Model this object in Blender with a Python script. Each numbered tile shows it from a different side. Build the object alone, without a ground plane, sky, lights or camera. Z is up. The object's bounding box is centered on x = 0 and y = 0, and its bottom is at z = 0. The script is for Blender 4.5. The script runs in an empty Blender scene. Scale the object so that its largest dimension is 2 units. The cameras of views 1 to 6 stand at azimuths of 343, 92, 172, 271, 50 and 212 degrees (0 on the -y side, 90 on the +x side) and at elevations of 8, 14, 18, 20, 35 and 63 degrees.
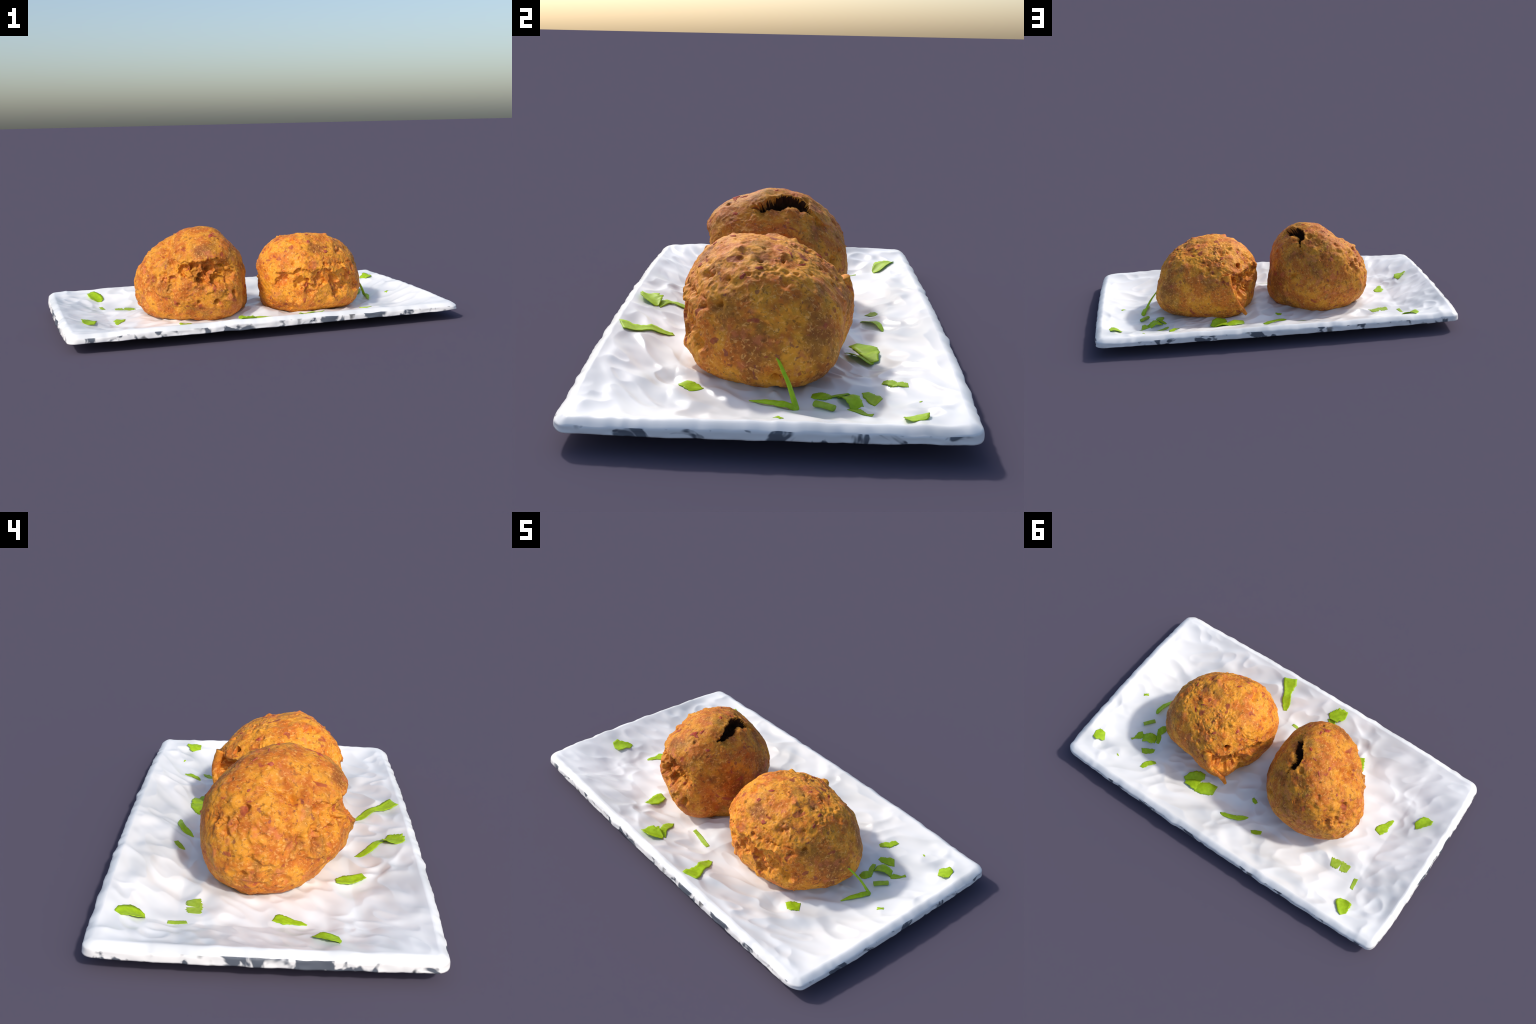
"""Two fried vegetable fritters on a rippled white rectangular plate, with chopped herbs.

Metres, z up.  Everything is generated: the plate from a rounded-rectangle outline and a
rim profile, the fritters from sphere sections (radius by latitude and longitude) with
lips, cracks, pits, ridges and crust noise, the herbs from centre lines and widths.
"""
import bpy, bmesh, math, random
import numpy as np
from mathutils import Vector

random.seed(7)
RNG = np.random.default_rng(11)


# ------------------------------------------------------------------ numeric helpers
class Noise3:
    """Vectorised gradient noise, roughly in -1..1."""

    def __init__(self, seed):
        g = np.random.default_rng(seed)
        self.perm = np.concatenate([g.permutation(256)] * 3)
        v = g.normal(size=(256, 3))
        self.grad = v / np.linalg.norm(v, axis=1)[:, None]

    def __call__(self, p):
        p = np.asarray(p, float)
        i = np.floor(p).astype(int)
        f = p - i
        i &= 255
        u = f * f * f * (f * (f * 6 - 15) + 10)
        out = 0
        for dx in (0, 1):
            for dy in (0, 1):
                for dz in (0, 1):
                    h = self.perm[self.perm[self.perm[i[:, 0] + dx] + i[:, 1] + dy] + i[:, 2] + dz]
                    d = f - np.array([dx, dy, dz])
                    w = (u[:, 0] if dx else 1 - u[:, 0]) * (u[:, 1] if dy else 1 - u[:, 1]) * (u[:, 2] if dz else 1 - u[:, 2])
                    out = out + w * (self.grad[h] * d).sum(1)
        return out * 1.6

    def fbm(self, p, octaves=3, gain=0.5):
        s, a = 0, 1.0
        for k in range(octaves):
            s = s + a * self(p * 2.03**k + 17.3 * k)
            a *= gain
        return s


def smooth(a, b, x):
    t = np.clip((x - a) / (b - a), 0, 1)
    return t * t * (3 - 2 * t)


def mesh_object(name, verts, faces, material, parent=None, smooth_shade=True):
    me = bpy.data.meshes.new(name)
    me.from_pydata([tuple(v) for v in verts], [], [tuple(f) for f in faces])
    me.update()
    if smooth_shade:
        me.polygons.foreach_set("use_smooth", [True] * len(me.polygons))
    me.materials.append(material)
    ob = bpy.data.objects.new(name, me)
    bpy.context.scene.collection.objects.link(ob)
    if parent:
        ob.parent = parent
    return ob


def empty(name, label, category):
    ob = bpy.data.objects.new(name, None)
    ob.empty_display_size = 0.1
    bpy.context.scene.collection.objects.link(ob)
    ob["label"], ob["category"] = label, category
    return ob


# ------------------------------------------------------------------ node helpers
class Shader:
    def __init__(self, name):
        self.mat = bpy.data.materials.new(name)
        self.mat.use_nodes = True
        self.nt = self.mat.node_tree
        self.bsdf = self.nt.nodes["Principled BSDF"]
        self.out = self.nt.nodes["Material Output"]
        self.coord = self.nt.nodes.new("ShaderNodeTexCoord").outputs["Object"]

    def node(self, kind, **inputs):
        n = self.nt.nodes.new(kind)
        for k, v in inputs.items():
            self.put(n.inputs[k.replace("_", " ")], v)
        return n

    def put(self, socket, v):
        if isinstance(v, bpy.types.NodeSocket):
            self.nt.links.new(v, socket)
        else:
            socket.default_value = v

    def mapped(self, scale=(1, 1, 1), rot=(0, 0, 0), loc=(0, 0, 0)):
        n = self.node("ShaderNodeMapping")
        self.put(n.inputs["Vector"], self.coord)
        n.inputs["Scale"].default_value = scale
        n.inputs["Rotation"].default_value = rot
        n.inputs["Location"].default_value = loc
        return n.outputs[0]

    def noise(self, scale, detail=3, rough=0.5, vec=None, distortion=0.0):
        n = self.node("ShaderNodeTexNoise", Scale=scale, Detail=detail, Roughness=rough, Distortion=distortion)
        self.put(n.inputs["Vector"], vec or self.coord)
        return n.outputs["Fac"]

    def ramp(self, fac, lo, hi):
        n = self.node("ShaderNodeMapRange", From_Min=lo, From_Max=hi)
        n.interpolation_type = "SMOOTHSTEP"
        self.put(n.inputs["Value"], fac)
        return n.outputs[0]

    def math(self, op, a, b):
        n = self.nt.nodes.new("ShaderNodeMath")
        n.operation = op
        self.put(n.inputs[0], a)
        self.put(n.inputs[1], b)
        return n.outputs[0]

    def mix(self, fac, a, b, blend="MIX"):
        n = self.nt.nodes.new("ShaderNodeMix")
        n.data_type, n.blend_type = "RGBA", blend
        self.put(n.inputs[0], fac)
        self.put(n.inputs[6], a if isinstance(a, bpy.types.NodeSocket) else (*a, 1))
        self.put(n.inputs[7], b if isinstance(b, bpy.types.NodeSocket) else (*b, 1))
        return n.outputs[2]

    def bump(self, height, strength, distance):
        n = self.node("ShaderNodeBump", Strength=strength, Distance=distance)
        self.put(n.inputs["Height"], height)
        self.put(self.bsdf.inputs["Normal"], n.outputs[0])

    def set(self, **kw):
        for k, v in kw.items():
            self.put(self.bsdf.inputs[k.replace("_", " ")], v)
        return self.mat


def crust_material(name, tone=1.0):
    """Deep-fried batter: golden orange, toasted patches, pale fibres, red flecks."""
    s = Shader(name)
    golden = (0.82 * tone, 0.330 * tone, 0.025 * tone)
    amber = (0.60 * tone, 0.158 * tone, 0.016 * tone)
    toast = (0.20 * tone, 0.064 * tone, 0.014 * tone)
    pale = (0.92 * tone, 0.45 * tone, 0.12 * tone)
    olive = (0.36 * tone, 0.190 * tone, 0.030 * tone)
    red = (0.34, 0.055, 0.030)
    plum = (0.20, 0.040, 0.045)
    c = s.mix(s.ramp(s.noise(15, 5, 0.6), 0.38, 0.62), golden, amber)
    c = s.mix(s.math("MULTIPLY", s.ramp(s.noise(6, 4, 0.6, s.mapped(loc=(3, 1, 7))), 0.49, 0.66), 0.68), c, toast)
    c = s.mix(s.math("MULTIPLY", s.ramp(s.noise(11, 4, 0.6, s.mapped(loc=(9, 4, 2))), 0.56, 0.70), 0.55), c, olive)
    fibres = s.noise(120, 4, 0.6, s.mapped(scale=(1.0, 0.55, 0.8), rot=(0.4, 0.2, 0.6)), 0.8)
    c = s.mix(s.math("MULTIPLY", s.ramp(fibres, 0.53, 0.66), 0.65), c, pale)
    c = s.mix(s.math("MULTIPLY", s.ramp(s.noise(70, 5, 0.65, s.mapped(loc=(5, 5, 1))), 0.54, 0.66), 0.65), c, toast)
    flecks = s.noise(26, 2, 0.4, s.mapped(loc=(2, 8, 5), scale=(1, 0.6, 1), rot=(0.9, 0.5, 0.2)))
    c = s.mix(s.math("MULTIPLY", s.ramp(flecks, 0.655, 0.70), 0.75), c, red)
    rosy = s.noise(17, 4, 0.6, s.mapped(loc=(1, 6, 3)))
    c = s.mix(s.math("MULTIPLY", s.ramp(rosy, 0.56, 0.68), 0.5), c, (0.62, 0.17, 0.07))
    bits = s.noise(34, 2, 0.4, s.mapped(loc=(7, 3, 1)))
    c = s.mix(s.math("MULTIPLY", s.ramp(bits, 0.70, 0.74), 0.6), c, plum)
    s.bump(s.noise(170, 4, 0.65), 0.22, 0.004)
    return s.set(Base_Color=c, Roughness=0.62, Specular_IOR_Level=0.25)


def glaze_material():
    """White glazed ceramic with grey mottling that paints in shading of the dents."""
    s = Shader("white_glaze")
    c = s.mix(s.ramp(s.noise(4.5, 1, 0.4, s.mapped(scale=(1, 1.4, 1), rot=(0, 0, 0.6))), 0.42, 0.70), (0.86, 0.86, 0.85), (0.69, 0.70, 0.70))
    c = s.mix(s.math("MULTIPLY", s.ramp(s.noise(8, 1, 0.4, s.mapped(loc=(4, 2, 0), scale=(1, 1.5, 1), rot=(0, 0, 0.6))), 0.55, 0.80), 0.5), c, (0.55, 0.57, 0.60))
    return s.set(Base_Color=c, Roughness=0.30, Specular_IOR_Level=0.35)


def rim_edge_material():
    """The plate's unglazed edge: white with sharp slate-coloured patches."""
    s = Shader("chipped_rim")
    patches = s.noise(11, 3, 0.5, s.mapped(scale=(1, 1, 1.2), loc=(1.3, 0.2, 0)), 0.5)
    fac = s.ramp(patches, 0.525, 0.59)
    c = s.mix(fac, (0.84, 0.825, 0.81), (0.105, 0.120, 0.148))
    c = s.mix(s.math("MULTIPLY", s.ramp(s.noise(14, 2, 0.4, s.mapped(loc=(6, 2, 4))), 0.60, 0.70), 0.85), c, (0.016, 0.017, 0.022))
    return s.set(Base_Color=c, Roughness=0.4)


def herb_material(name, a, b):
    s = Shader(name)
    rnd = s.node("ShaderNodeObjectInfo").outputs["Random"]
    veins = s.noise(60, 3, 0.5)
    c = s.mix(s.ramp(veins, 0.35, 0.65), a, b)
    c = s.mix(s.math("MULTIPLY", rnd, 0.3), c, (0.24, 0.42, 0.012))
    s.set(Base_Color=c, Roughness=0.5, Specular_IOR_Level=0.3)
    tr = s.node("ShaderNodeBsdfTranslucent", Color=c)
    mixer = s.node("ShaderNodeMixShader", Fac=0.2)
    s.nt.links.new(s.bsdf.outputs[0], mixer.inputs[1])
    s.nt.links.new(tr.outputs[0], mixer.inputs[2])
    s.nt.links.new(mixer.outputs[0], s.out.inputs["Surface"])
    return s.mat


def plain_material(name, a, b, scale):
    s = Shader(name)
    return s.set(Base_Color=s.mix(s.ramp(s.noise(scale, 3), 0.35, 0.65), a, b), Roughness=0.7, Specular_IOR_Level=0.1)


CRUST = crust_material("fried_crust", 1.02)
DEEP_CRUST = crust_material("darker_fried_crust", 0.84)
GLAZE, RIM = glaze_material(), rim_edge_material()
VOID = plain_material("painted_hole_shadow", (0.030, 0.011, 0.005), (0.055, 0.020, 0.008), 60)
LEAF = herb_material("fresh_herb", (0.50, 0.74, 0.022), (0.40, 0.62, 0.014))
CHIVE = herb_material("pale_chive", (0.47, 0.64, 0.07), (0.38, 0.55, 0.04))
ONION = plain_material("red_onion", (0.38, 0.050, 0.028), (0.46, 0.13, 0.075), 90)

# ------------------------------------------------------------------ plate
HALF_X, HALF_Y, CORNER = 0.995, 0.570, 0.044
FLOOR_Z, RIM_Z, LIP_Z, RAMP = 0.027, 0.100, 0.053, 0.24
PN = Noise3(3)


def outline(n):
    """Closed plan outline: four gently bowed sides and rounded corners."""
    pts = []
    a, b, r = HALF_X, HALF_Y, CORNER
    corners = [(a - r, b - r, 0), (-a + r, b - r, 90), (-a + r, -b + r, 180), (a - r, -b + r, 270)]
    for cx, cy, start in corners:
        for k in range(13):
            t = math.radians(start + 90 * k / 12)
            pts.append((cx + r * math.cos(t), cy + r * math.sin(t)))
    p = np.array(pts + pts[:1])
    seg = np.linalg.norm(np.diff(p, axis=0), axis=1)
    s = np.concatenate([[0], np.cumsum(seg)])
    q = np.linspace(0, s[-1], n, endpoint=False)
    x, y = np.interp(q, s, p[:, 0]), np.interp(q, s, p[:, 1])
    bow_x = 0.014 * (np.clip(np.abs(y) / b, 0, 1)) ** 2.5      # sides draw in towards the corners
    bow_y = 0.015 * (np.clip(np.abs(x) / a, 0, 1)) ** 2.5
    x = x - np.sign(x) * bow_x * smooth(0.6, 1.0, np.abs(x) / a)
    y = y - np.sign(y) * bow_y * smooth(0.6, 1.0, np.abs(y) / b)
    return np.stack([x, y], 1)


def relief(x, y):
    """Hand-pressed ripples and dents of the plate."""
    c, s = math.cos(0.6), math.sin(0.6)
    u, v = c * x + s * y, -s * x + c * y
    z = np.zeros_like(x)
    w = PN(np.stack([x * 4, y * 4, z + 2.2], -1)) * 0.6
    soft = PN(np.stack([u * 6 + w, v * 10.5 + w, z + 5.1], -1))
    ripple = PN(np.stack([u * 10 + 2 * w, v * 18 + w, z + 9.7], -1))
    fold = 1 - np.abs(PN(np.stack([u * 8 + w, v * 14 - w, z + 14.3], -1))) * 2
    return 0.0110 * soft + 0.0046 * ripple + 0.0066 * np.clip(fold, -0.6, 1) - 0.002


def edge_distance(x, y):
    dx, dy = HALF_X - 0.032 - np.abs(x), HALF_Y - 0.032 - np.abs(y)
    return np.maximum(dx, 0), np.maximum(dy, 0)


def plate_top(x, y):
    x, y = np.asarray(x, float), np.asarray(y, float)
    dx, dy = edge_distance(x, y)
    steep = 1.05 + 0.65 * smooth(0.0, 0.6, x)
    fx, fy = np.clip(1 - dx / RAMP, 0, 1) ** steep, np.clip(1 - dy / RAMP, 0, 1) ** 1.15
    f = 1 - (1 - fx) * (1 - fy * 0.98)
    rim = RIM_Z + 0.004 * y / HALF_Y - 0.006 * smooth(0.5, 1.0, x / HALF_X) - 0.008 * (np.abs(x) / HALF_X) ** 4 * (np.abs(y) / HALF_Y) ** 4
    z = FLOOR_Z + (rim - FLOOR_Z) * f
    calm = smooth(0.0, 0.05, np.minimum(dx, dy)) * 0.70 + 0.30
    return z + relief(x, y) * calm + sauce(x, y)


def sauce(x, y):
    """Low smeared rise between the two fritters, and a web of it under the leaning stalk."""
    x, y = np.asarray(x, float), np.asarray(y, float)
    z = 0.030 * np.exp(-(((x - 0.055) / 0.085) ** 2 + ((y - 0.10) / 0.13) ** 2) ** 1.5)
    z = z + 0.036 * np.exp(-(((x - 0.020) / 0.130) ** 2 + ((y + 0.15) / 0.14) ** 2) ** 1.5)
    z = z + 0.010 * np.exp(-(((x - 0.33) / 0.28) ** 2 + ((y + 0.27) / 0.06) ** 2))
    ax, ay, bx, by = 0.640, 0.008, 0.735, 0.068
    lx, ly = bx - ax, by - ay
    ln = math.hypot(lx, ly)
    t = np.clip(((x - ax) * lx + (y - ay) * ly) / ln**2, 0, 1)
    d = np.hypot(x - ax - t * lx, y - ay - t * ly)
    return z + 0.012 * (1 - t) * np.exp(-((d / 0.014) ** 2))


def plate_bottom(x, y):
    dx, dy = edge_distance(x, y)
    f = 1 - (1 - np.clip(1 - dx / 0.34, 0, 1) ** 1.5) * (1 - np.clip(1 - dy / 0.34, 0, 1) ** 1.5)
    return LIP_Z * f


def ring_faces(a, b, n):
    return [(a + i, a + (i + 1) % n, b + (i + 1) % n, b + i) for i in range(n)]


def build_plate():
    n, rings = 720, 150
    edge = outline(n)
    z0 = np.zeros(n)
    jag = 0.004 * PN.fbm(np.stack([edge[:, 0] * 14, edge[:, 1] * 14, z0 + 31], -1), 3)
    out = edge / np.linalg.norm(edge, axis=1)[:, None]
    nrm = np.stack([np.roll(edge[:, 1], -1) - np.roll(edge[:, 1], 1), -(np.roll(edge[:, 0], -1) - np.roll(edge[:, 0], 1))], 1)
    nrm = nrm / np.linalg.norm(nrm, axis=1)[:, None]
    nrm *= np.sign((nrm * out).sum(1))[:, None]
    rows, kind = [], []

    def row(xy, z, k):
        rows.append(np.column_stack([xy, z]))
        kind.append(k)

    lip = edge - nrm * 0.034 + nrm * (0.5 * jag)[:, None]                      # crest of the rim
    for k in range(1, rings + 1):
        s = (k / rings) ** 0.75
        xy = lip * s
        row(xy, plate_top(xy[:, 0], xy[:, 1]), "top")
    crest = rows[-1][:, 2]
    chips = PN(np.stack([edge[:, 0] * 22, edge[:, 1] * 22, z0 + 51], -1))
    facet = PN(np.stack([edge[:, 0] * 9, edge[:, 1] * 9, z0 + 61], -1))
    low = LIP_Z + 0.004 * facet + 0.003 * edge[:, 1] / HALF_Y
    # rounded crest, then a bevel falling outwards to the edge
    for inset, fall in ((0.027, 0.0012), (0.020, 0.0045), (0.013, 0.0090), (0.008, 0.0130)):
        row(edge - nrm * inset + nrm * jag[:, None], crest - fall + 0.0015 * chips, "top")
    edge_z = crest - 0.0165 + 0.002 * chips
    row(edge - nrm * 0.004 + nrm * jag[:, None], edge_z, "top")
    for t in (0.15, 0.32, 0.5, 0.68, 0.85, 1.0):
        pinch = 0.004 * chips * math.sin(math.pi * t) + 0.003 * facet
        xy = edge + nrm * (jag - 0.002 + 0.003 * t + pinch)[:, None]
        row(xy, edge_z + (low - edge_z) * t, "side")
    base = rows[-1][:, :2]
    for s in (0.985, 0.96, 0.92, 0.87, 0.81, 0.74, 0.66, 0.56, 0.44, 0.30, 0.15):
        xy = base * s
        zb = plate_bottom(xy[:, 0], xy[:, 1])
        row(xy, np.minimum(zb, low), "under")
    verts = np.concatenate(rows)
    top_c, bot_c = len(verts), len(verts) + 1
    verts = np.concatenate([verts, [[0, 0, float(plate_top(np.zeros(1), np.zeros(1))[0])], [0, 0, 0.0]]])
    faces, tags = [], []
    for k in range(len(rows) - 1):
        f = ring_faces(k * n, (k + 1) * n, n)
        faces += [q[::-1] for q in f]
        tags += [kind[k + 1]] * n
    faces += [(i, (i + 1) % n, top_c) for i in range(n)]
    tags += ["top"] * n
    last = (len(rows) - 1) * n
    faces += [(last + (i + 1) % n, last + i, bot_c) for i in range(n)]
    tags += ["under"] * n

    whole = mesh_object("whole_plate", verts, faces, GLAZE)
    bm = bmesh.new()
    bm.from_mesh(whole.data)
    bmesh.ops.recalc_face_normals(bm, faces=bm.faces[:])
    bm.to_mesh(whole.data)
    bm.free()
    whole.data.update()
    normals = np.empty(len(verts) * 3)
    whole.data.vertices.foreach_get("normal", normals)
    normals = normals.reshape(-1, 3)
    polys = [tuple(p.vertices) for p in whole.data.polygons]
    root = empty("serving_plate", "white rippled rectangular ceramic plate with a raised rim", "plate")
    for tag, name, mat in (("top", "dish_surface", GLAZE), ("side", "rim_edge", RIM), ("under", "underside", GLAZE)):
        pick = [p for p, t in zip(polys, tags) if t == tag]
        used = sorted({v for p in pick for v in p})
        back = {v: i for i, v in enumerate(used)}
        ob = mesh_object(name, verts[used], [[back[v] for v in p] for p in pick], mat, root)
        ob.data.normals_split_custom_set_from_vertices([tuple(x) for x in normals[used]])
    bpy.data.objects.remove(whole)
    return root


# ------------------------------------------------------------------ fritters
def spline_rows(x, rows, xq):
    """Natural cubic spline through rows (one per x), evaluated at xq -> weights @ rows."""
    n = len(x)
    h = np.diff(x)
    a = np.zeros((n, n))
    b = np.zeros((n, n))
    a[0, 0] = a[-1, -1] = 1
    for i in range(1, n - 1):
        a[i, i - 1], a[i, i], a[i, i + 1] = h[i - 1], 2 * (h[i - 1] + h[i]), h[i]
        b[i, i - 1], b[i, i], b[i, i + 1] = 6 / h[i - 1], -6 / h[i - 1] - 6 / h[i], 6 / h[i]
    m = np.linalg.solve(a, b @ rows)
    k = np.clip(np.searchsorted(x, xq) - 1, 0, n - 2)
    t0, t1, hh = (x[k + 1] - xq), (xq - x[k]), h[k]
    return k, t0, t1, hh, m


class Sections:
    """Radius of a fritter by latitude (rows) and longitude (columns, -180 first)."""

    def __init__(self, centre, table):
        self.c = np.array(centre)
        self.lat = np.array([r[0] for r in table], float)
        rows = np.array([r[1] for r in table])
        n = rows.shape[1]
        m = 360
        spec = np.fft.rfft(rows, axis=1)
        pad = np.zeros((len(rows), m // 2 + 1), complex)
        pad[:, : spec.shape[1]] = spec * (m / n)
        pad[:, spec.shape[1] - 1] *= 0.5
        self.fine = np.fft.irfft(pad, m, axis=1)

    def radius(self, d):
        lon = (np.degrees(np.arctan2(d[:, 1], d[:, 0])) + 180) % 360
        lat = np.clip(np.degrees(np.arcsin(np.clip(d[:, 2], -1, 1))), self.lat[0], 90)
        k, t0, t1, h, m = spline_rows(self.lat, self.fine, lat)
        c0 = np.floor(lon).astype(int) % 360
        f = lon - np.floor(lon)

        def at(arr, kk):
            return arr[kk, c0] * (1 - f) + arr[kk, (c0 + 1) % 360] * f

        y0, y1, m0, m1 = at(self.fine, k), at(self.fine, k + 1), at(m, k), at(m, k + 1)
        return m0 * t0**3 / (6 * h) + m1 * t1**3 / (6 * h) + (y0 / h - m0 * h / 6) * t0 + (y1 / h - m1 * h / 6) * t1

    def on(self, lonlat):
        ll = np.radians(np.array(lonlat, float).reshape(-1, 2))
        d = np.stack([np.cos(ll[:, 1]) * np.cos(ll[:, 0]), np.cos(ll[:, 1]) * np.sin(ll[:, 0]), np.sin(ll[:, 1])], -1)
        return d * self.radius(d)[:, None]


def to_line(p, line):
    """Nearest distance to a polyline, position along it (0..1), side (+ = right, seen from outside), rightward direction."""
    best = np.full(len(p), 9.0)
    along, side, right = np.zeros(len(p)), np.zeros(len(p)), np.zeros(p.shape)
    n = len(line) - 1
    for i in range(n):
        a, b = line[i], line[i + 1]
        ab = b - a
        t = np.clip(((p - a) @ ab) / (ab @ ab), 0, 1)
        q = a + t[:, None] * ab
        d = np.linalg.norm(p - q, axis=1)
        rt = np.cross(-q / np.linalg.norm(q, axis=1)[:, None], ab / np.linalg.norm(ab))
        hit = d < best - 1e-9
        best[hit], along[hit], right[hit] = d[hit], ((i + t) / n)[hit], rt[hit]
        side[hit] = np.einsum("ij,ij->i", rt, p - q)[hit]
    return best, along, np.sign(side), right


class Crust:
    def __init__(self, name, sections, seed):
        self.s, self.n = sections, Noise3(seed)
        bm = bmesh.new()
        bmesh.ops.create_icosphere(bm, subdivisions=8, radius=1.0)
        bm.verts.ensure_lookup_table()
        self.d = np.array([v.co[:] for v in bm.verts])
        self.d /= np.linalg.norm(self.d, axis=1)[:, None]
        self.faces = [tuple(v.index for v in f.verts) for f in bm.faces]
        bm.free()
        self.r = sections.radius(self.d)
        self.p0 = self.d * self.r[:, None]
        n = self.n
        self.w = self.p0 + 0.0045 * np.stack([n(self.p0 * 55 + k * 31.7) for k in range(3)], -1) + 0.006 * np.stack([n(self.p0 * 18 + k * 11.1) for k in range(3)], -1)
        self.h = np.zeros(len(self.d))
        self.shift = np.zeros(self.d.shape)
        self.void = np.zeros(len(self.d), bool)
        self.rag = self.p0 + 0.010 * np.stack([n(self.p0 * 30 + k * 7.3) for k in range(3)], -1) + 0.007 * np.stack([n(self.p0 * 80 + k * 5.9) for k in range(3)], -1)

    def pit(self, spots, depth, radius, power=2.0):
        for q in self.s.on(spots):
            self.h -= depth * np.exp(-((np.linalg.norm(self.w - q, axis=1) / radius) ** power))

    def bump(self, spots, height, radius, power=2.0):
        self.pit(spots, -height, radius, power)

    def crease(self, line, depth, width):
        d, t, _, _ = to_line(self.rag, self.s.on(line))
        self.h -= depth * (0.35 + 0.9 * smooth(-0.3, 0.3, self.n(self.p0 * 24 + 13))) * np.exp(-((d / width) ** 2)) * (0.35 + 0.65 * np.sin(np.pi * np.clip(t, 0.06, 0.94)))

    def ridge(self, line, height, width):
        self.crease(line, -height, width)

    def lip(self, line, depth, reach, curl=0.004, ends=(0.15, 0.85), over=0.0):
        """Ragged crust edge: right of the line the surface drops back, left of it the shell hangs over."""
        d, t, side, right = to_line(self.rag, self.s.on(line))
        broken = 0.45 + 0.75 * smooth(-0.35, 0.35, self.n(self.p0 * 16 + 77))
        gate = smooth(0.0, ends[0], t) * (1 - smooth(ends[1], 1.0, t)) * broken
        r = np.where(side > 0, d, -d)
        self.h -= gate * depth * smooth(-0.001, 0.006, r) * np.exp(-((np.maximum(r, 0) / reach) ** 2))
        self.h += gate * curl * np.exp(-(((r + 0.008) / 0.010) ** 2))
        self.shift += right * (gate * over * np.where(r < 0, np.exp(-((r / 0.016) ** 2)), np.exp(-((r / 0.002) ** 2))))[:, None]

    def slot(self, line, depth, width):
        """Deep ragged split whose inside is coloured near black for its deep shadow."""
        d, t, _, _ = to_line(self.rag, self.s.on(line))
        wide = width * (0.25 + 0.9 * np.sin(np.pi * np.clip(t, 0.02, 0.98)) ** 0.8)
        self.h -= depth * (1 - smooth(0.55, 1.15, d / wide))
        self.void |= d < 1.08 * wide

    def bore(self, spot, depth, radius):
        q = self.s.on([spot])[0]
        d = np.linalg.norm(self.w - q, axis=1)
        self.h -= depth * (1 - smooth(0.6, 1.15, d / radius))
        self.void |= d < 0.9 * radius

    def hollow(self, spots, depth, radius, rough=0.45):
        """Torn-away patch with a ragged outline and an uneven floor."""
        f = np.zeros(len(self.h))
        for q in self.s.on(spots):
            f = np.maximum(f, np.exp(-((np.linalg.norm(self.w - q, axis=1) / radius) ** 2)))
        f += rough * (0.7 * self.n(self.p0 * 26 + 55) + 0.5 * self.n(self.p0 * 60 + 66)) * smooth(0.05, 0.4, f)
        self.h -= depth * smooth(0.40, 0.62, f) * (0.75 + 0.5 * self.n(self.p0 * 33 + 91))

    def batter(self, lumps=0.0045, grain=0.0022, knobbly=None):
        """Crust relief; knobbly = (longitude, latitude, spread in metres, height) adds coarse knobs there."""
        n, p = self.n, self.p0
        if knobbly:
            q = self.s.on([knobbly[:2]])[0]
            near = np.exp(-((np.linalg.norm(p - q, axis=1) / knobbly[2]) ** 2))
            self.h += knobbly[3] * near * (n(p * 22 + 61) + 0.7 * (1 - np.abs(n(p * 30 + 15)) * 2.2) - 0.2)
        self.h += lumps * n.fbm(p * 13 + 3, 2) + grain * n.fbm(p * 34 + 8, 3, 0.55)
        bubbly = smooth(0.1, 0.6, n(p * 9 + 40))
        self.h += 0.0018 * bubbly * (1 - np.abs(n(p * 48 + 21)) * 2)

    def scatter(self, rng, pits, bumps):
        v = rng.normal(size=(pits + bumps, 3))
        v /= np.linalg.norm(v, axis=1)[:, None]
        v = v[v[:, 2] > -0.6]
        q = v * self.s.radius(v)[:, None]
        for k, c in enumerate(q):
            ax = rng.normal(size=3)
            e = self.rag - c if k % 2 else self.w - c
            e = e + np.outer(e @ ax, ax) * 0.25
            near = np.linalg.norm(e, axis=1)
            size = rng.uniform(0.003, 0.011)
            sign = -0.9 if k < pits else 0.8
            self.h += sign * rng.uniform(0.5, 1.0) * size * np.exp(-((near / size) ** 2.2))

    def build(self, name, parent, material):
        p = self.s.c + self.d * (self.r + self.h - 0.0025)[:, None] + self.shift
        floor = plate_top(p[:, 0], p[:, 1]) - 0.006
        low = p[:, 2] < floor
        p[low, 2] = floor[low]
        self.final = p
        ob = mesh_object(name, p - self.s.c, self.faces, material, parent)
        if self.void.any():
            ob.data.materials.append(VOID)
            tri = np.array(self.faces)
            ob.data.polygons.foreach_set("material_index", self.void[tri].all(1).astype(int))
        ob.location = (0, 0, 0)
        return ob

    def surface(self, lonlat):
        """World point and outward direction on the finished crust."""
        q = self.s.on([lonlat])[0]
        d = q / np.linalg.norm(q)
        k = np.argmax(self.d @ d)
        return self.final[k], d


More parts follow.
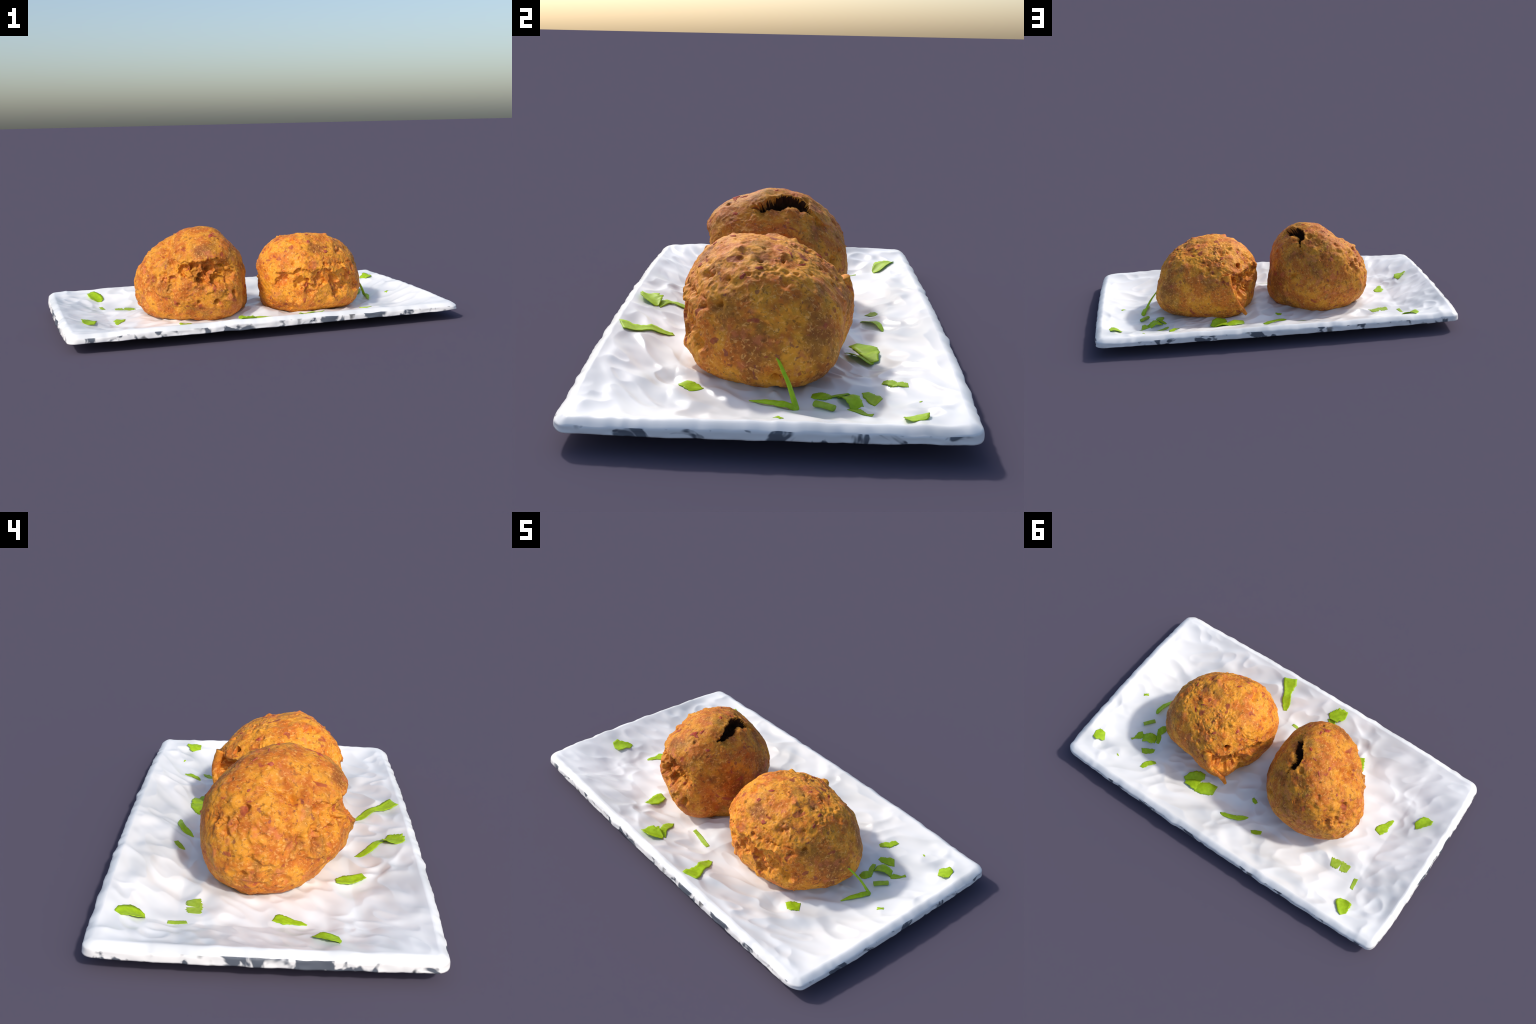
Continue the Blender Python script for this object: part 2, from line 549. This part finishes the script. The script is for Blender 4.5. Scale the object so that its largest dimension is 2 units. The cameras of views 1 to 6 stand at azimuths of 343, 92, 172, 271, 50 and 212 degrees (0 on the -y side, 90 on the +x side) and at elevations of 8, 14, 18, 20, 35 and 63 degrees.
def tube(name, points, radii, parent, material, seed, sides=10, flat=1.0):
    """Lumpy tapering strand through points."""
    n = Noise3(seed)
    pts, rad = np.array(points, float), np.array(radii, float)
    t = np.linspace(0, len(pts) - 1, 8 * (len(pts) - 1) + 1)
    k = np.arange(len(pts), dtype=float)
    kk, t0, t1, h, m = spline_rows(k, pts, t)
    c = (m[kk] * t0[:, None] ** 3 + m[kk + 1] * t1[:, None] ** 3) / 6 + (pts[kk] - m[kk] / 6) * t0[:, None] + (pts[kk + 1] - m[kk + 1] / 6) * t1[:, None]
    r = np.interp(t, k, rad)
    tan = np.gradient(c, axis=0)
    tan /= np.linalg.norm(tan, axis=1)[:, None]
    up = np.array([0.3, 0.2, 0.93])
    sx = np.cross(tan, up)
    sx /= np.linalg.norm(sx, axis=1)[:, None]
    sy = np.cross(sx, tan)
    verts = []
    for i in range(len(c)):
        for j in range(sides):
            a = 2 * math.pi * j / sides
            verts.append(c[i] + r[i] * (math.cos(a) * sx[i] + flat * math.sin(a) * sy[i]))
    verts = np.array(verts)
    verts += (0.12 * r.repeat(sides))[:, None] * np.stack([n(verts * 60 + q * 9) for q in range(3)], -1)
    faces = []
    for i in range(len(c) - 1):
        faces += ring_faces(i * sides, (i + 1) * sides, sides)
    faces += [tuple(range(sides))[::-1], tuple(range((len(c) - 1) * sides, len(c) * sides))]
    return mesh_object(name, verts, faces, material, parent)


def onion_shred(parent, crust, lonlat, heading, length, width, seed):
    """A sliver of red onion fried into the crust, standing a millimetre proud."""
    g = np.random.default_rng(seed)
    q, d = crust.surface(lonlat)
    e = np.cross([0, 0, 1.0], d)
    e /= np.linalg.norm(e)
    f = np.cross(d, e)
    u = math.cos(heading) * e + math.sin(heading) * f
    v = np.cross(d, u)
    verts, faces = [], []
    nu, nv = 9, 5
    for sgn in (1, -1):
        for i in range(nu):
            for j in range(nv):
                a, b = 2 * i / (nu - 1) - 1, 2 * j / (nv - 1) - 1
                w = width * math.sqrt(max(1 - a * a, 0.03)) * (1 + 0.25 * math.sin(3 * a + seed))
                x = q + u * a * length / 2 + v * b * w / 2
                k = np.argmin(((crust.final - x) ** 2).sum(1))
                base = crust.final[k] + (x - crust.final[k]) - d * np.dot(x - crust.final[k], d)
                lift = 0.0012 * (1 - b * b) * (1 - a * a) + 0.0006
                verts.append(base + d * (lift if sgn > 0 else -0.003) - crust.s.c)
    n = nu * nv
    for i in range(nu - 1):
        for j in range(nv - 1):
            a = i * nv + j
            faces.append((a, a + nv, a + nv + 1, a + 1))
            faces.append((n + a, n + a + 1, n + a + nv + 1, n + a + nv))
    rim = [i * nv for i in range(nu)] + [(nu - 1) * nv + j for j in range(1, nv)] + [i * nv + nv - 1 for i in range(nu - 2, -1, -1)] + list(range(nv - 2, 0, -1))
    for a, b in zip(rim, rim[1:] + rim[:1]):
        faces.append((a, n + a, n + b, b))
    return mesh_object("onion_shred", verts, faces, ONION, parent)


# radii by latitude, every 18 degrees of longitude from -180
TALL = [
    (-60, [0.277, 0.269, 0.265, 0.264, 0.266, 0.271, 0.277, 0.281, 0.287, 0.298, 0.305, 0.302, 0.297, 0.297, 0.300, 0.300, 0.298, 0.294, 0.290, 0.284]),
    (-45, [0.306, 0.295, 0.287, 0.285, 0.284, 0.293, 0.311, 0.319, 0.320, 0.333, 0.341, 0.325, 0.305, 0.302, 0.308, 0.309, 0.310, 0.313, 0.316, 0.314]),
    (-30, [0.301, 0.281, 0.274, 0.279, 0.283, 0.297, 0.333, 0.350, 0.335, 0.334, 0.340, 0.320, 0.301, 0.300, 0.301, 0.298, 0.301, 0.314, 0.323, 0.318]),
    (-15, [0.278, 0.249, 0.240, 0.255, 0.268, 0.278, 0.313, 0.338, 0.318, 0.301, 0.298, 0.290, 0.288, 0.291, 0.286, 0.277, 0.280, 0.299, 0.312, 0.305]),
    (0, [0.259, 0.231, 0.222, 0.237, 0.256, 0.265, 0.285, 0.310, 0.304, 0.283, 0.271, 0.268, 0.272, 0.274, 0.270, 0.264, 0.266, 0.278, 0.286, 0.282]),
    (15, [0.241, 0.221, 0.218, 0.231, 0.253, 0.271, 0.288, 0.303, 0.298, 0.278, 0.264, 0.257, 0.255, 0.252, 0.251, 0.254, 0.260, 0.260, 0.256, 0.254]),
    (30, [0.220, 0.206, 0.210, 0.226, 0.247, 0.271, 0.293, 0.300, 0.287, 0.267, 0.256, 0.251, 0.244, 0.237, 0.233, 0.238, 0.248, 0.247, 0.237, 0.232]),
    (45, [0.200, 0.194, 0.201, 0.216, 0.231, 0.251, 0.272, 0.281, 0.274, 0.263, 0.255, 0.251, 0.244, 0.235, 0.229, 0.230, 0.234, 0.232, 0.222, 0.212]),
    (60, [0.198, 0.197, 0.203, 0.212, 0.222, 0.233, 0.248, 0.259, 0.263, 0.261, 0.256, 0.250, 0.243, 0.237, 0.232, 0.230, 0.227, 0.222, 0.213, 0.204]),
    (75, [0.215, 0.215, 0.218, 0.222, 0.227, 0.232, 0.239, 0.244, 0.247, 0.248, 0.246, 0.244, 0.240, 0.237, 0.234, 0.231, 0.228, 0.224, 0.220, 0.217]),
    (90, [0.233, 0.233, 0.233, 0.233, 0.233, 0.233, 0.233, 0.233, 0.233, 0.233, 0.233, 0.233, 0.233, 0.233, 0.233, 0.233, 0.233, 0.233, 0.233, 0.233]),
]
ROUND = [
    (-60, [0.275, 0.268, 0.257, 0.250, 0.246, 0.242, 0.241, 0.244, 0.250, 0.255, 0.256, 0.255, 0.254, 0.255, 0.257, 0.262, 0.267, 0.273, 0.276, 0.277]),
    (-45, [0.296, 0.296, 0.290, 0.288, 0.292, 0.291, 0.288, 0.293, 0.299, 0.303, 0.307, 0.304, 0.292, 0.278, 0.269, 0.273, 0.287, 0.295, 0.294, 0.293]),
    (-30, [0.286, 0.308, 0.314, 0.311, 0.316, 0.315, 0.318, 0.333, 0.338, 0.339, 0.351, 0.349, 0.323, 0.285, 0.256, 0.263, 0.284, 0.290, 0.282, 0.274]),
    (-15, [0.259, 0.297, 0.314, 0.308, 0.305, 0.302, 0.308, 0.329, 0.331, 0.326, 0.338, 0.335, 0.311, 0.271, 0.243, 0.254, 0.269, 0.266, 0.257, 0.245]),
    (0, [0.245, 0.282, 0.302, 0.300, 0.297, 0.295, 0.293, 0.303, 0.304, 0.297, 0.299, 0.294, 0.280, 0.254, 0.239, 0.252, 0.254, 0.245, 0.240, 0.232]),
    (15, [0.249, 0.276, 0.290, 0.294, 0.293, 0.288, 0.280, 0.281, 0.283, 0.280, 0.278, 0.271, 0.257, 0.235, 0.225, 0.235, 0.235, 0.230, 0.228, 0.229]),
    (30, [0.245, 0.262, 0.271, 0.280, 0.279, 0.268, 0.262, 0.263, 0.263, 0.258, 0.253, 0.248, 0.233, 0.213, 0.204, 0.210, 0.215, 0.217, 0.217, 0.224]),
    (45, [0.228, 0.237, 0.245, 0.256, 0.258, 0.251, 0.247, 0.247, 0.241, 0.230, 0.223, 0.219, 0.211, 0.199, 0.191, 0.190, 0.194, 0.200, 0.207, 0.217]),
    (60, [0.210, 0.214, 0.220, 0.226, 0.230, 0.229, 0.227, 0.224, 0.218, 0.210, 0.205, 0.203, 0.199, 0.193, 0.184, 0.179, 0.180, 0.186, 0.196, 0.204]),
    (75, [0.191, 0.194, 0.196, 0.198, 0.199, 0.199, 0.199, 0.198, 0.196, 0.193, 0.192, 0.190, 0.187, 0.184, 0.180, 0.178, 0.177, 0.180, 0.184, 0.188]),
    (90, [0.181, 0.181, 0.181, 0.181, 0.181, 0.181, 0.181, 0.181, 0.181, 0.181, 0.181, 0.181, 0.181, 0.181, 0.181, 0.181, 0.181, 0.181, 0.181, 0.181]),
]


def build_taller_fritter():
    root = empty("fritter", "tall golden-brown fried vegetable fritter with split crust", "fritter")
    s = Sections((-0.29, -0.01, 0.25), TALL)
    root.location = s.c
    c = Crust("tall", s, 21)
    c.batter(0.0056, 0.0021, (-175, -8, 0.20, 0.0085))
    # split shell on the top, the side towards the other fritter has sunk beneath it
    c.lip([(-30, 47), (-23, 50), (-12, 57), (0, 61), (13, 65), (22, 66), (44, 61), (47, 52), (50, 43), (58, 31), (71, 23), (85, 22)], 0.024, 0.085, 0.002, (0.10, 0.60), 0.003)
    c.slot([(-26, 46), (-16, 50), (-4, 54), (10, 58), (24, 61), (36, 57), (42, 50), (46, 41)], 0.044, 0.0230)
    c.pit([(30, 58)], 0.02, 0.012)
    c.pit([(60, 59)], 0.020, 0.014, 3)
    # torn front with overhang and craggy strands
    c.lip([(-135, 27), (-129, 26), (-112, 21), (-99, 20), (-85, 22), (-72, 21), (-62, 17), (-55, 8), (-50, -8)], 0.010, 0.060, 0.004, (0.2, 0.8), 0.006)
    c.hollow([(-112, 12), (-98, 13), (-82, 14), (-68, 10), (-90, 2), (-74, 0), (-62, 2)], 0.034, 0.040)
    c.hollow([(-125, 0), (-138, -6), (-128, -12)], 0.018, 0.030)
    # the base tucks in under the torn side
    c.pit([(-118, -36), (-95, -40), (-75, -40), (-135, -38)], 0.018, 0.055)
    c.pit([(-162, 40)], 0.010, 0.080)
    c.pit([(-122, 26)], 0.010, 0.060)
    c.pit([(-38, -12), (-30, -24)], 0.020, 0.050)
    c.pit([(-85, 10)], 0.018, 0.040)
    c.ridge([(-109, 9), (-102, 3), (-98, -3), (-93, -8), (-87, -12), (-78, -9), (-70, -10), (-64, -15)], 0.022, 0.011)
    c.ridge([(-88, 8), (-83, 1), (-82, -8)], 0.018, 0.009)
    c.ridge([(-100, 11), (-92, 1), (-79, -5), (-68, -6)], 0.016, 0.010)
    c.bump([(-73, -12), (-66, -16)], 0.020, 0.020)
    c.bump([(-146, -17), (-131, -17), (-138, -19)], 0.016, 0.016)
    c.pit([(-60, -14)], 0.026, 0.014, 3)
    c.pit([(-76, -22)], 0.030, 0.015, 3)
    c.pit([(-94, -24), (-119, -28)], 0.020, 0.010, 3)
    c.pit([(-99, -30), (-89, -33), (-82, 12), (-66, 4)], 0.014, 0.009, 3)
    c.pit([(-104, 13), (-81, 13), (-93, 1), (-72, 2)], 0.014, 0.020)
    # lumpy outer end
    c.pit([(-153, 36)], 0.026, 0.018)
    c.pit([(-174, 52), (-162, 48)], 0.012, 0.028)
    c.pit([(156, 24), (141, 11), (130, 8), (145, 4), (161, -22)], 0.018, 0.012, 2.5)
    c.pit([(-110, 45), (-132, 20), (-140, 5), (-126, 12), (166, -13), (-155, -4)], 0.018, 0.019)
    c.pit([(-145, 34), (-57, 41), (7, 21), (88, 26), (118, 42), (72, -1)], 0.010, 0.011)
    c.bump([(-135, 40), (-121, 28), (-108, 26), (140, 28), (-150, -12)], 0.013, 0.022)
    c.bump([(176, 23), (137, 2), (165, 7), (135, 8), (158, 27), (157, 45), (120, 32), (-165, 12)], 0.010, 0.015)
    c.crease([(42, -5), (51, 1), (62, 4)], 0.020, 0.009)
    c.crease([(126, 12), (138, 8), (150, 10)], 0.014, 0.008)
    c.scatter(np.random.default_rng(5), 60, 70)
    c.build("crust", root, DEEP_CRUST)
    for k, (ll, hd, ln, wd) in enumerate([((-65, 49), 0.6, 0.042, 0.016), ((-60, 47), -0.4, 0.03, 0.012), ((-54, 53), 1.1, 0.030, 0.010), ((-42, 35), 0.3, 0.020, 0.016),
                                          ((38, 80), 0.8, 0.026, 0.008), ((110, 70), 2.0, 0.028, 0.008), ((164, 75), 0.3, 0.024, 0.014), ((-5, 72), 1.2, 0.022, 0.010), ((150, 40), 1.0, 0.018, 0.009)]):
        onion_shred(root, c, ll, hd, ln, wd, k + 1)
    return root


def build_rounder_fritter():
    root = empty("fritter", "round golden-brown fried vegetable fritter with ragged base", "fritter")
    s = Sections((0.33, 0.0, 0.23), ROUND)
    root.location = s.c
    c = Crust("round", s, 44)
    c.batter(0.0052, 0.0017, (130, -5, 0.10, 0.007))
    c.batter(0.0, 0.0008, (-8, 8, 0.16, 0.0065))
    # lip along the front with a crevice above and a hollow beneath
    c.lip([(-142, 0), (-134, 6), (-122, 3), (-110, 9), (-98, 5), (-86, 9), (-74, 3), (-60, 5), (-50, -2), (-40, -2), (-32, -8)], 0.008, 0.060, 0.009, (0.12, 0.88), 0.006)
    c.hollow([(-128, -5), (-110, -7), (-92, -5), (-74, -5), (-58, -8), (-46, -12), (-100, -14), (-70, -16)], 0.026, 0.042)
    c.pit([(-62, -14), (-45, -14)], 0.012, 0.060)
    c.pit([(-150, -20), (-175, -24)], 0.016, 0.055)
    c.pit([(32, 46)], 0.012, 0.095)
    c.pit([(-150, 25)], 0.012, 0.075)
    c.pit([(150, -34)], 0.060, 0.045)
    c.crease([(-88, 15), (-80, 10), (-70, 13), (-62, 9), (-52, 12), (-43, 7), (-33, 9)], 0.011, 0.008)
    c.pit([(-35, 9)], 0.022, 0.013)
    c.bump([(-115, 0), (-110, 1)], 0.018, 0.013)
    c.bump([(-76, -25), (-60, -20), (-122, -24), (-111, -26), (-14, -19), (-43, -18)], 0.012, 0.018)
    # ragged hollow facing the other fritter
    c.lip([(100, 2), (106, 8), (111, 10), (122, 15), (139, 15), (159, 14), (177, 12), (-168, 4), (-160, -6)], 0.016, 0.060, 0.007, (0.15, 0.85), 0.010)
    c.hollow([(120, 2), (133, 3), (147, 2), (160, 0), (140, -12), (128, -12), (172, -4), (152, -20)], 0.040, 0.040)
    c.pit([(140, -8), (128, -12)], 0.024, 0.042)
    c.pit([(152, -14)], 0.036, 0.048)
    c.pit([(92, 18)], 0.016, 0.100)
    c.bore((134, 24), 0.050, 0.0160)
    c.bump([(131, 27), (137, 27), (138, 21), (130, 21)], 0.004, 0.010)
    c.bump([(133, -16), (166, -10)], 0.018, 0.020)
    c.bump([(108, -2), (107, 4)], 0.012, 0.018)
    c.pit([(150, 2), (128, 0)], 0.015, 0.022)
    # dents, folds and pits of the top
    c.crease([(-64, 31), (-58, 24), (-53, 22)], 0.012, 0.014)
    c.crease([(100, 29), (127, 49), (162, 56), (-162, 54), (-140, 47)], -0.006, 0.010)
    c.crease([(96, 36), (118, 55), (159, 66), (-150, 62)], 0.006, 0.014)
    c.crease([(101, 40), (101, 58), (140, 76), (-132, 73)], -0.005, 0.010)
    c.pit([(-123, 41), (-129, 45)], 0.024, 0.015)
    c.pit([(-119, 39), (-156, 26), (-57, 23), (-118, 13)], 0.014, 0.010)
    c.pit([(-84, 11), (-61, 9), (-47, 6)], 0.016, 0.009)
    c.pit([(12, 50), (-16, 45), (-25, 64), (-35, 26), (-12, 32), (-21, 30), (-37, 43), (68, 38)], 0.010, 0.008, 3)
    c.pit([(12, 52), (98, 40), (110, 32), (19, 34), (39, 35), (79, 33), (83, 25), (66, 21), (88, 19), (93, 6)], 0.011, 0.0085, 3)
    c.pit([(10, 35), (8, 26), (28, 25)], 0.012, 0.013)
    c.pit([(3, -26), (3, -36)], 0.035, 0.016)
    c.pit([(16, 2), (-52, 25), (77, 16), (-115, 41), (118, 52)], 0.009, 0.010)
    c.bump([(-48, 53), (13, 60), (-122, 47), (152, 53), (-110, 30)], 0.009, 0.011)
    c.scatter(np.random.default_rng(9), 70, 60)
    c.build("crust", root, CRUST)
    drip = np.array([(0.262, 0.215, 0.285), (0.252, 0.232, 0.235), (0.236, 0.236, 0.180), (0.205, 0.215, 0.110), (0.180, 0.210, 0.075), (0.158, 0.215, 0.045)]) - s.c
    tube("batter_drip", drip, [0.024, 0.020, 0.017, 0.014, 0.014, 0.008], root, CRUST, 3)
    for k, (ll, hd, ln, wd) in enumerate([((35, 46), 0.1, 0.036, 0.009), ((157, 41), 0.4, 0.024, 0.014), ((-98, 54), 0.9, 0.026, 0.011), ((-99, 40), 0.7, 0.022, 0.014), ((-78, 25), 0.2, 0.026, 0.016),
                                          ((-24, 29), 1.1, 0.022, 0.012), ((-14, 37), 0.4, 0.024, 0.014), ((29, 60), 1.4, 0.03, 0.008), ((110, 42), 0.5, 0.026, 0.009)]):
        onion_shred(root, c, ll, hd, ln, wd, k + 30)
    return root


# ------------------------------------------------------------------ herbs
HERBS = None


def herb(name, start, end, widths, arch=0.0, cup=0.0, lift=0.0008, bend=0.0, seed=1, material=None, tilt=0.0):
    """A cut piece of leaf lying from start to end: widths along it, arched, cupped, bent sideways."""
    g = np.random.default_rng(seed)
    a, b = np.array(start, float), np.array(end, float)
    ln = np.linalg.norm(b - a)
    u = (b - a) / ln
    v = np.array([-u[1], u[0]])
    nu, nv = 21, 7
    tt = np.linspace(0, 1, nu)
    w = np.interp(tt, np.linspace(0, 1, len(widths)), widths)
    edge = [1.2 + 0.5 * np.interp(tt, np.linspace(0, 1, 6), g.uniform(-0.3, 0.3, 6)) + 0.07 * g.normal(size=nu) for _ in range(2)]
    slant = g.uniform(-0.35, 0.35)
    top = []
    for i, t in enumerate(tt):
        for j in range(nv):
            q = 2 * j / (nv - 1) - 1
            half = w[i] / 2 * (edge[0][i] if q > 0 else edge[1][i])
            xy = a + u * t * ln + v * (q * half + bend * math.sin(math.pi * t))
            xy = xy + u * slant * q * half * (1 - 2 * t)
            z = lift + 0.6 * arch * math.sin(math.pi * t) + cup * q * q * (half / 0.02) * 0.008 + tilt * q * half
            top.append((xy[0], xy[1], z))
    top = np.array(top)
    top[:, 2] += plate_top(top[:, 0], top[:, 1])
    thick = 0.0020
    under = top - np.array([0, 0, thick])
    verts = np.concatenate([top, under])
    n = len(top)
    faces = []
    for i in range(nu - 1):
        for j in range(nv - 1):
            k = i * nv + j
            faces += [(k, k + nv, k + nv + 1, k + 1), (n + k, n + k + 1, n + k + nv + 1, n + k + nv)]
    rim = [i * nv for i in range(nu)] + [(nu - 1) * nv + j for j in range(1, nv)] + [i * nv + nv - 1 for i in range(nu - 2, -1, -1)] + list(range(nv - 2, 0, -1))
    for p, q in zip(rim, rim[1:] + rim[:1]):
        faces.append((p, n + p, n + q, q))
    ob = mesh_object(name, verts, faces, material or LEAF, HERBS)
    bm = bmesh.new()
    bm.from_mesh(ob.data)
    bmesh.ops.recalc_face_normals(bm, faces=bm.faces[:])
    bm.to_mesh(ob.data)
    bm.free()
    return ob


def build_herbs():
    global HERBS
    HERBS = empty("chopped_herbs", "scattered bright green chopped parsley and chives", "garnish")
    scatter = [
        ("herb_leaf", (0.234, -0.516), (0.157, -0.351), [0.058, 0.062, 0.050, 0.036, 0.044, 0.034, 0.016], dict(arch=0.004, cup=0.4)),
        ("herb_leaf", (-0.077, -0.448), (-0.161, -0.493), [0.020, 0.050, 0.066, 0.060, 0.030], dict(arch=0.004, cup=0.9, lift=0.002)),
        ("herb_leaf", (-0.091, -0.441), (-0.180, -0.335), [0.030, 0.026, 0.030, 0.034, 0.020], dict(arch=0.010, bend=0.008)),
        ("herb_leaf", (-0.360, -0.344), (-0.384, -0.242), [0.034, 0.050, 0.052, 0.036], dict(arch=0.006, cup=0.6)),
        ("chive_stick", (-0.069, -0.280), (0.070, -0.303), [0.014, 0.015, 0.016, 0.014], dict(arch=0.001, material=CHIVE)),
        ("herb_leaf", (-0.665, -0.022), (-0.699, -0.132), [0.034, 0.042, 0.046, 0.024, 0.022, 0.008], dict(arch=0.004)),
        ("herb_leaf", (-0.811, -0.155), (-0.863, -0.231), [0.024, 0.044, 0.050, 0.052, 0.028], dict(arch=0.003, cup=0.8)),
        ("herb_leaf", (-0.551, 0.254), (-0.603, 0.247), [0.040, 0.046, 0.044], dict(material=CHIVE)),
        ("herb_leaf", (-0.606, 0.247), (-0.653, 0.242), [0.044, 0.045, 0.038], dict(material=CHIVE)),
        ("chive_stick", (-0.720, 0.324), (-0.711, 0.261), [0.014, 0.017, 0.018], dict(material=CHIVE)),
        ("herb_leaf", (-0.716, 0.397), (-0.763, 0.478), [0.020, 0.062, 0.068, 0.060, 0.044, 0.026], dict(arch=0.005, cup=0.5)),
        ("herb_leaf", (-0.118, 0.364), (-0.164, 0.335), [0.018, 0.024, 0.022, 0.020], dict(arch=0.003)),
        ("herb_leaf", (0.079, 0.371), (-0.058, 0.304), [0.008, 0.016, 0.018, 0.020, 0.024, 0.020, 0.006], dict(arch=0.022, bend=-0.016, tilt=0.5)),
        ("herb_leaf", (-0.011, 0.195), (-0.043, 0.210), [0.012, 0.018, 0.012], dict(arch=0.002)),
        ("herb_leaf", (0.358, 0.315), (0.277, 0.240), [0.022, 0.046, 0.052, 0.044, 0.020], dict(arch=0.016, tilt=0.35, lift=0.006)),
        ("herb_leaf", (0.289, 0.324), (0.182, 0.275), [0.046, 0.060, 0.058, 0.062, 0.050], dict(arch=0.012, cup=-0.5, lift=0.006)),
        ("herb_leaf", (0.348, 0.322), (0.273, 0.308), [0.022, 0.040, 0.050], dict(arch=0.008, lift=0.008)),
        ("herb_leaf", (0.586, 0.402), (0.575, 0.355), [0.018, 0.026, 0.024], dict(arch=0.004)),
        ("herb_leaf", (0.581, 0.368), (0.544, 0.330), [0.018, 0.026, 0.022, 0.014], dict(arch=0.006)),
        ("herb_leaf", (0.660, 0.311), (0.599, 0.275), [0.028, 0.032, 0.030, 0.018], dict(arch=0.003)),
        ("herb_leaf", (0.706, 0.246), (0.635, 0.213), [0.034, 0.044, 0.046, 0.040], dict(arch=0.032)),
        ("herb_leaf", (0.753, 0.287), (0.716, 0.225), [0.012, 0.008, 0.022, 0.034, 0.026], dict(arch=0.003)),
        ("herb_leaf", (0.610, 0.227), (0.653, 0.158), [0.020, 0.022, 0.020, 0.018], dict(arch=0.005, tilt=0.3)),
        ("herb_leaf", (0.637, 0.117), (0.647, 0.176), [0.018, 0.034, 0.036, 0.020], dict(arch=0.006)),
        ("herb_leaf", (0.912, 0.398), (0.859, 0.375), [0.032, 0.052, 0.048, 0.036], dict(arch=0.008, cup=0.5)),
        ("herb_leaf", (0.864, 0.031), (0.836, 0.020), [0.004, 0.008, 0.005], dict(arch=0.001)),
        ("herb_leaf", (0.741, 0.416), (0.726, 0.423), [0.004, 0.006, 0.004], dict(arch=0.001)),
        ("herb_leaf", (0.581, -0.266), (0.619, -0.221), [0.040, 0.052, 0.050, 0.044], dict(arch=0.003)),
        ("herb_leaf", (0.843, 0.011), (0.858, 0.039), [0.004, 0.009, 0.005], dict(arch=0.001)),
    ]
    for k, (kind, a, b, w, opt) in enumerate(scatter):
        herb(kind, a, b, w, seed=100 + k, **opt)
    a, b = (0.749, 0.178), (0.710, 0.125)
    za, zb = plate_top(np.array([a[0], b[0]]), np.array([a[1], b[1]])) + 0.010
    tube("chive_stick", [(*a, za), ((a[0] + b[0]) / 2, (a[1] + b[1]) / 2, (za + zb) / 2 + 0.001), (*b, zb)], [0.011, 0.011, 0.011], HERBS, CHIVE, 6, 12, 0.8)
    # long stalk leaning from the rounder fritter down on to the plate and bending along it
    stalk = [(0.640, 0.008, 0.160), (0.672, 0.028, 0.128), (0.706, 0.052, 0.085), (0.733, 0.071, 0.052), (0.738, 0.060, 0.038), (0.728, 0.020, 0.034), (0.712, -0.020, 0.034), (0.700, -0.062, 0.034)]
    for k in range(3, 8):
        x, y, _ = stalk[k]
        stalk[k] = (x, y, float(plate_top(np.array([x]), np.array([y]))[0]) + (0.010 if k < 7 else 0.004))
    tube("herb_stalk", stalk, [0.004, 0.006, 0.008, 0.010, 0.012, 0.012, 0.009, 0.002], HERBS, LEAF, 8, 10, 0.45)


build_plate()
build_taller_fritter()
build_rounder_fritter()
build_herbs()
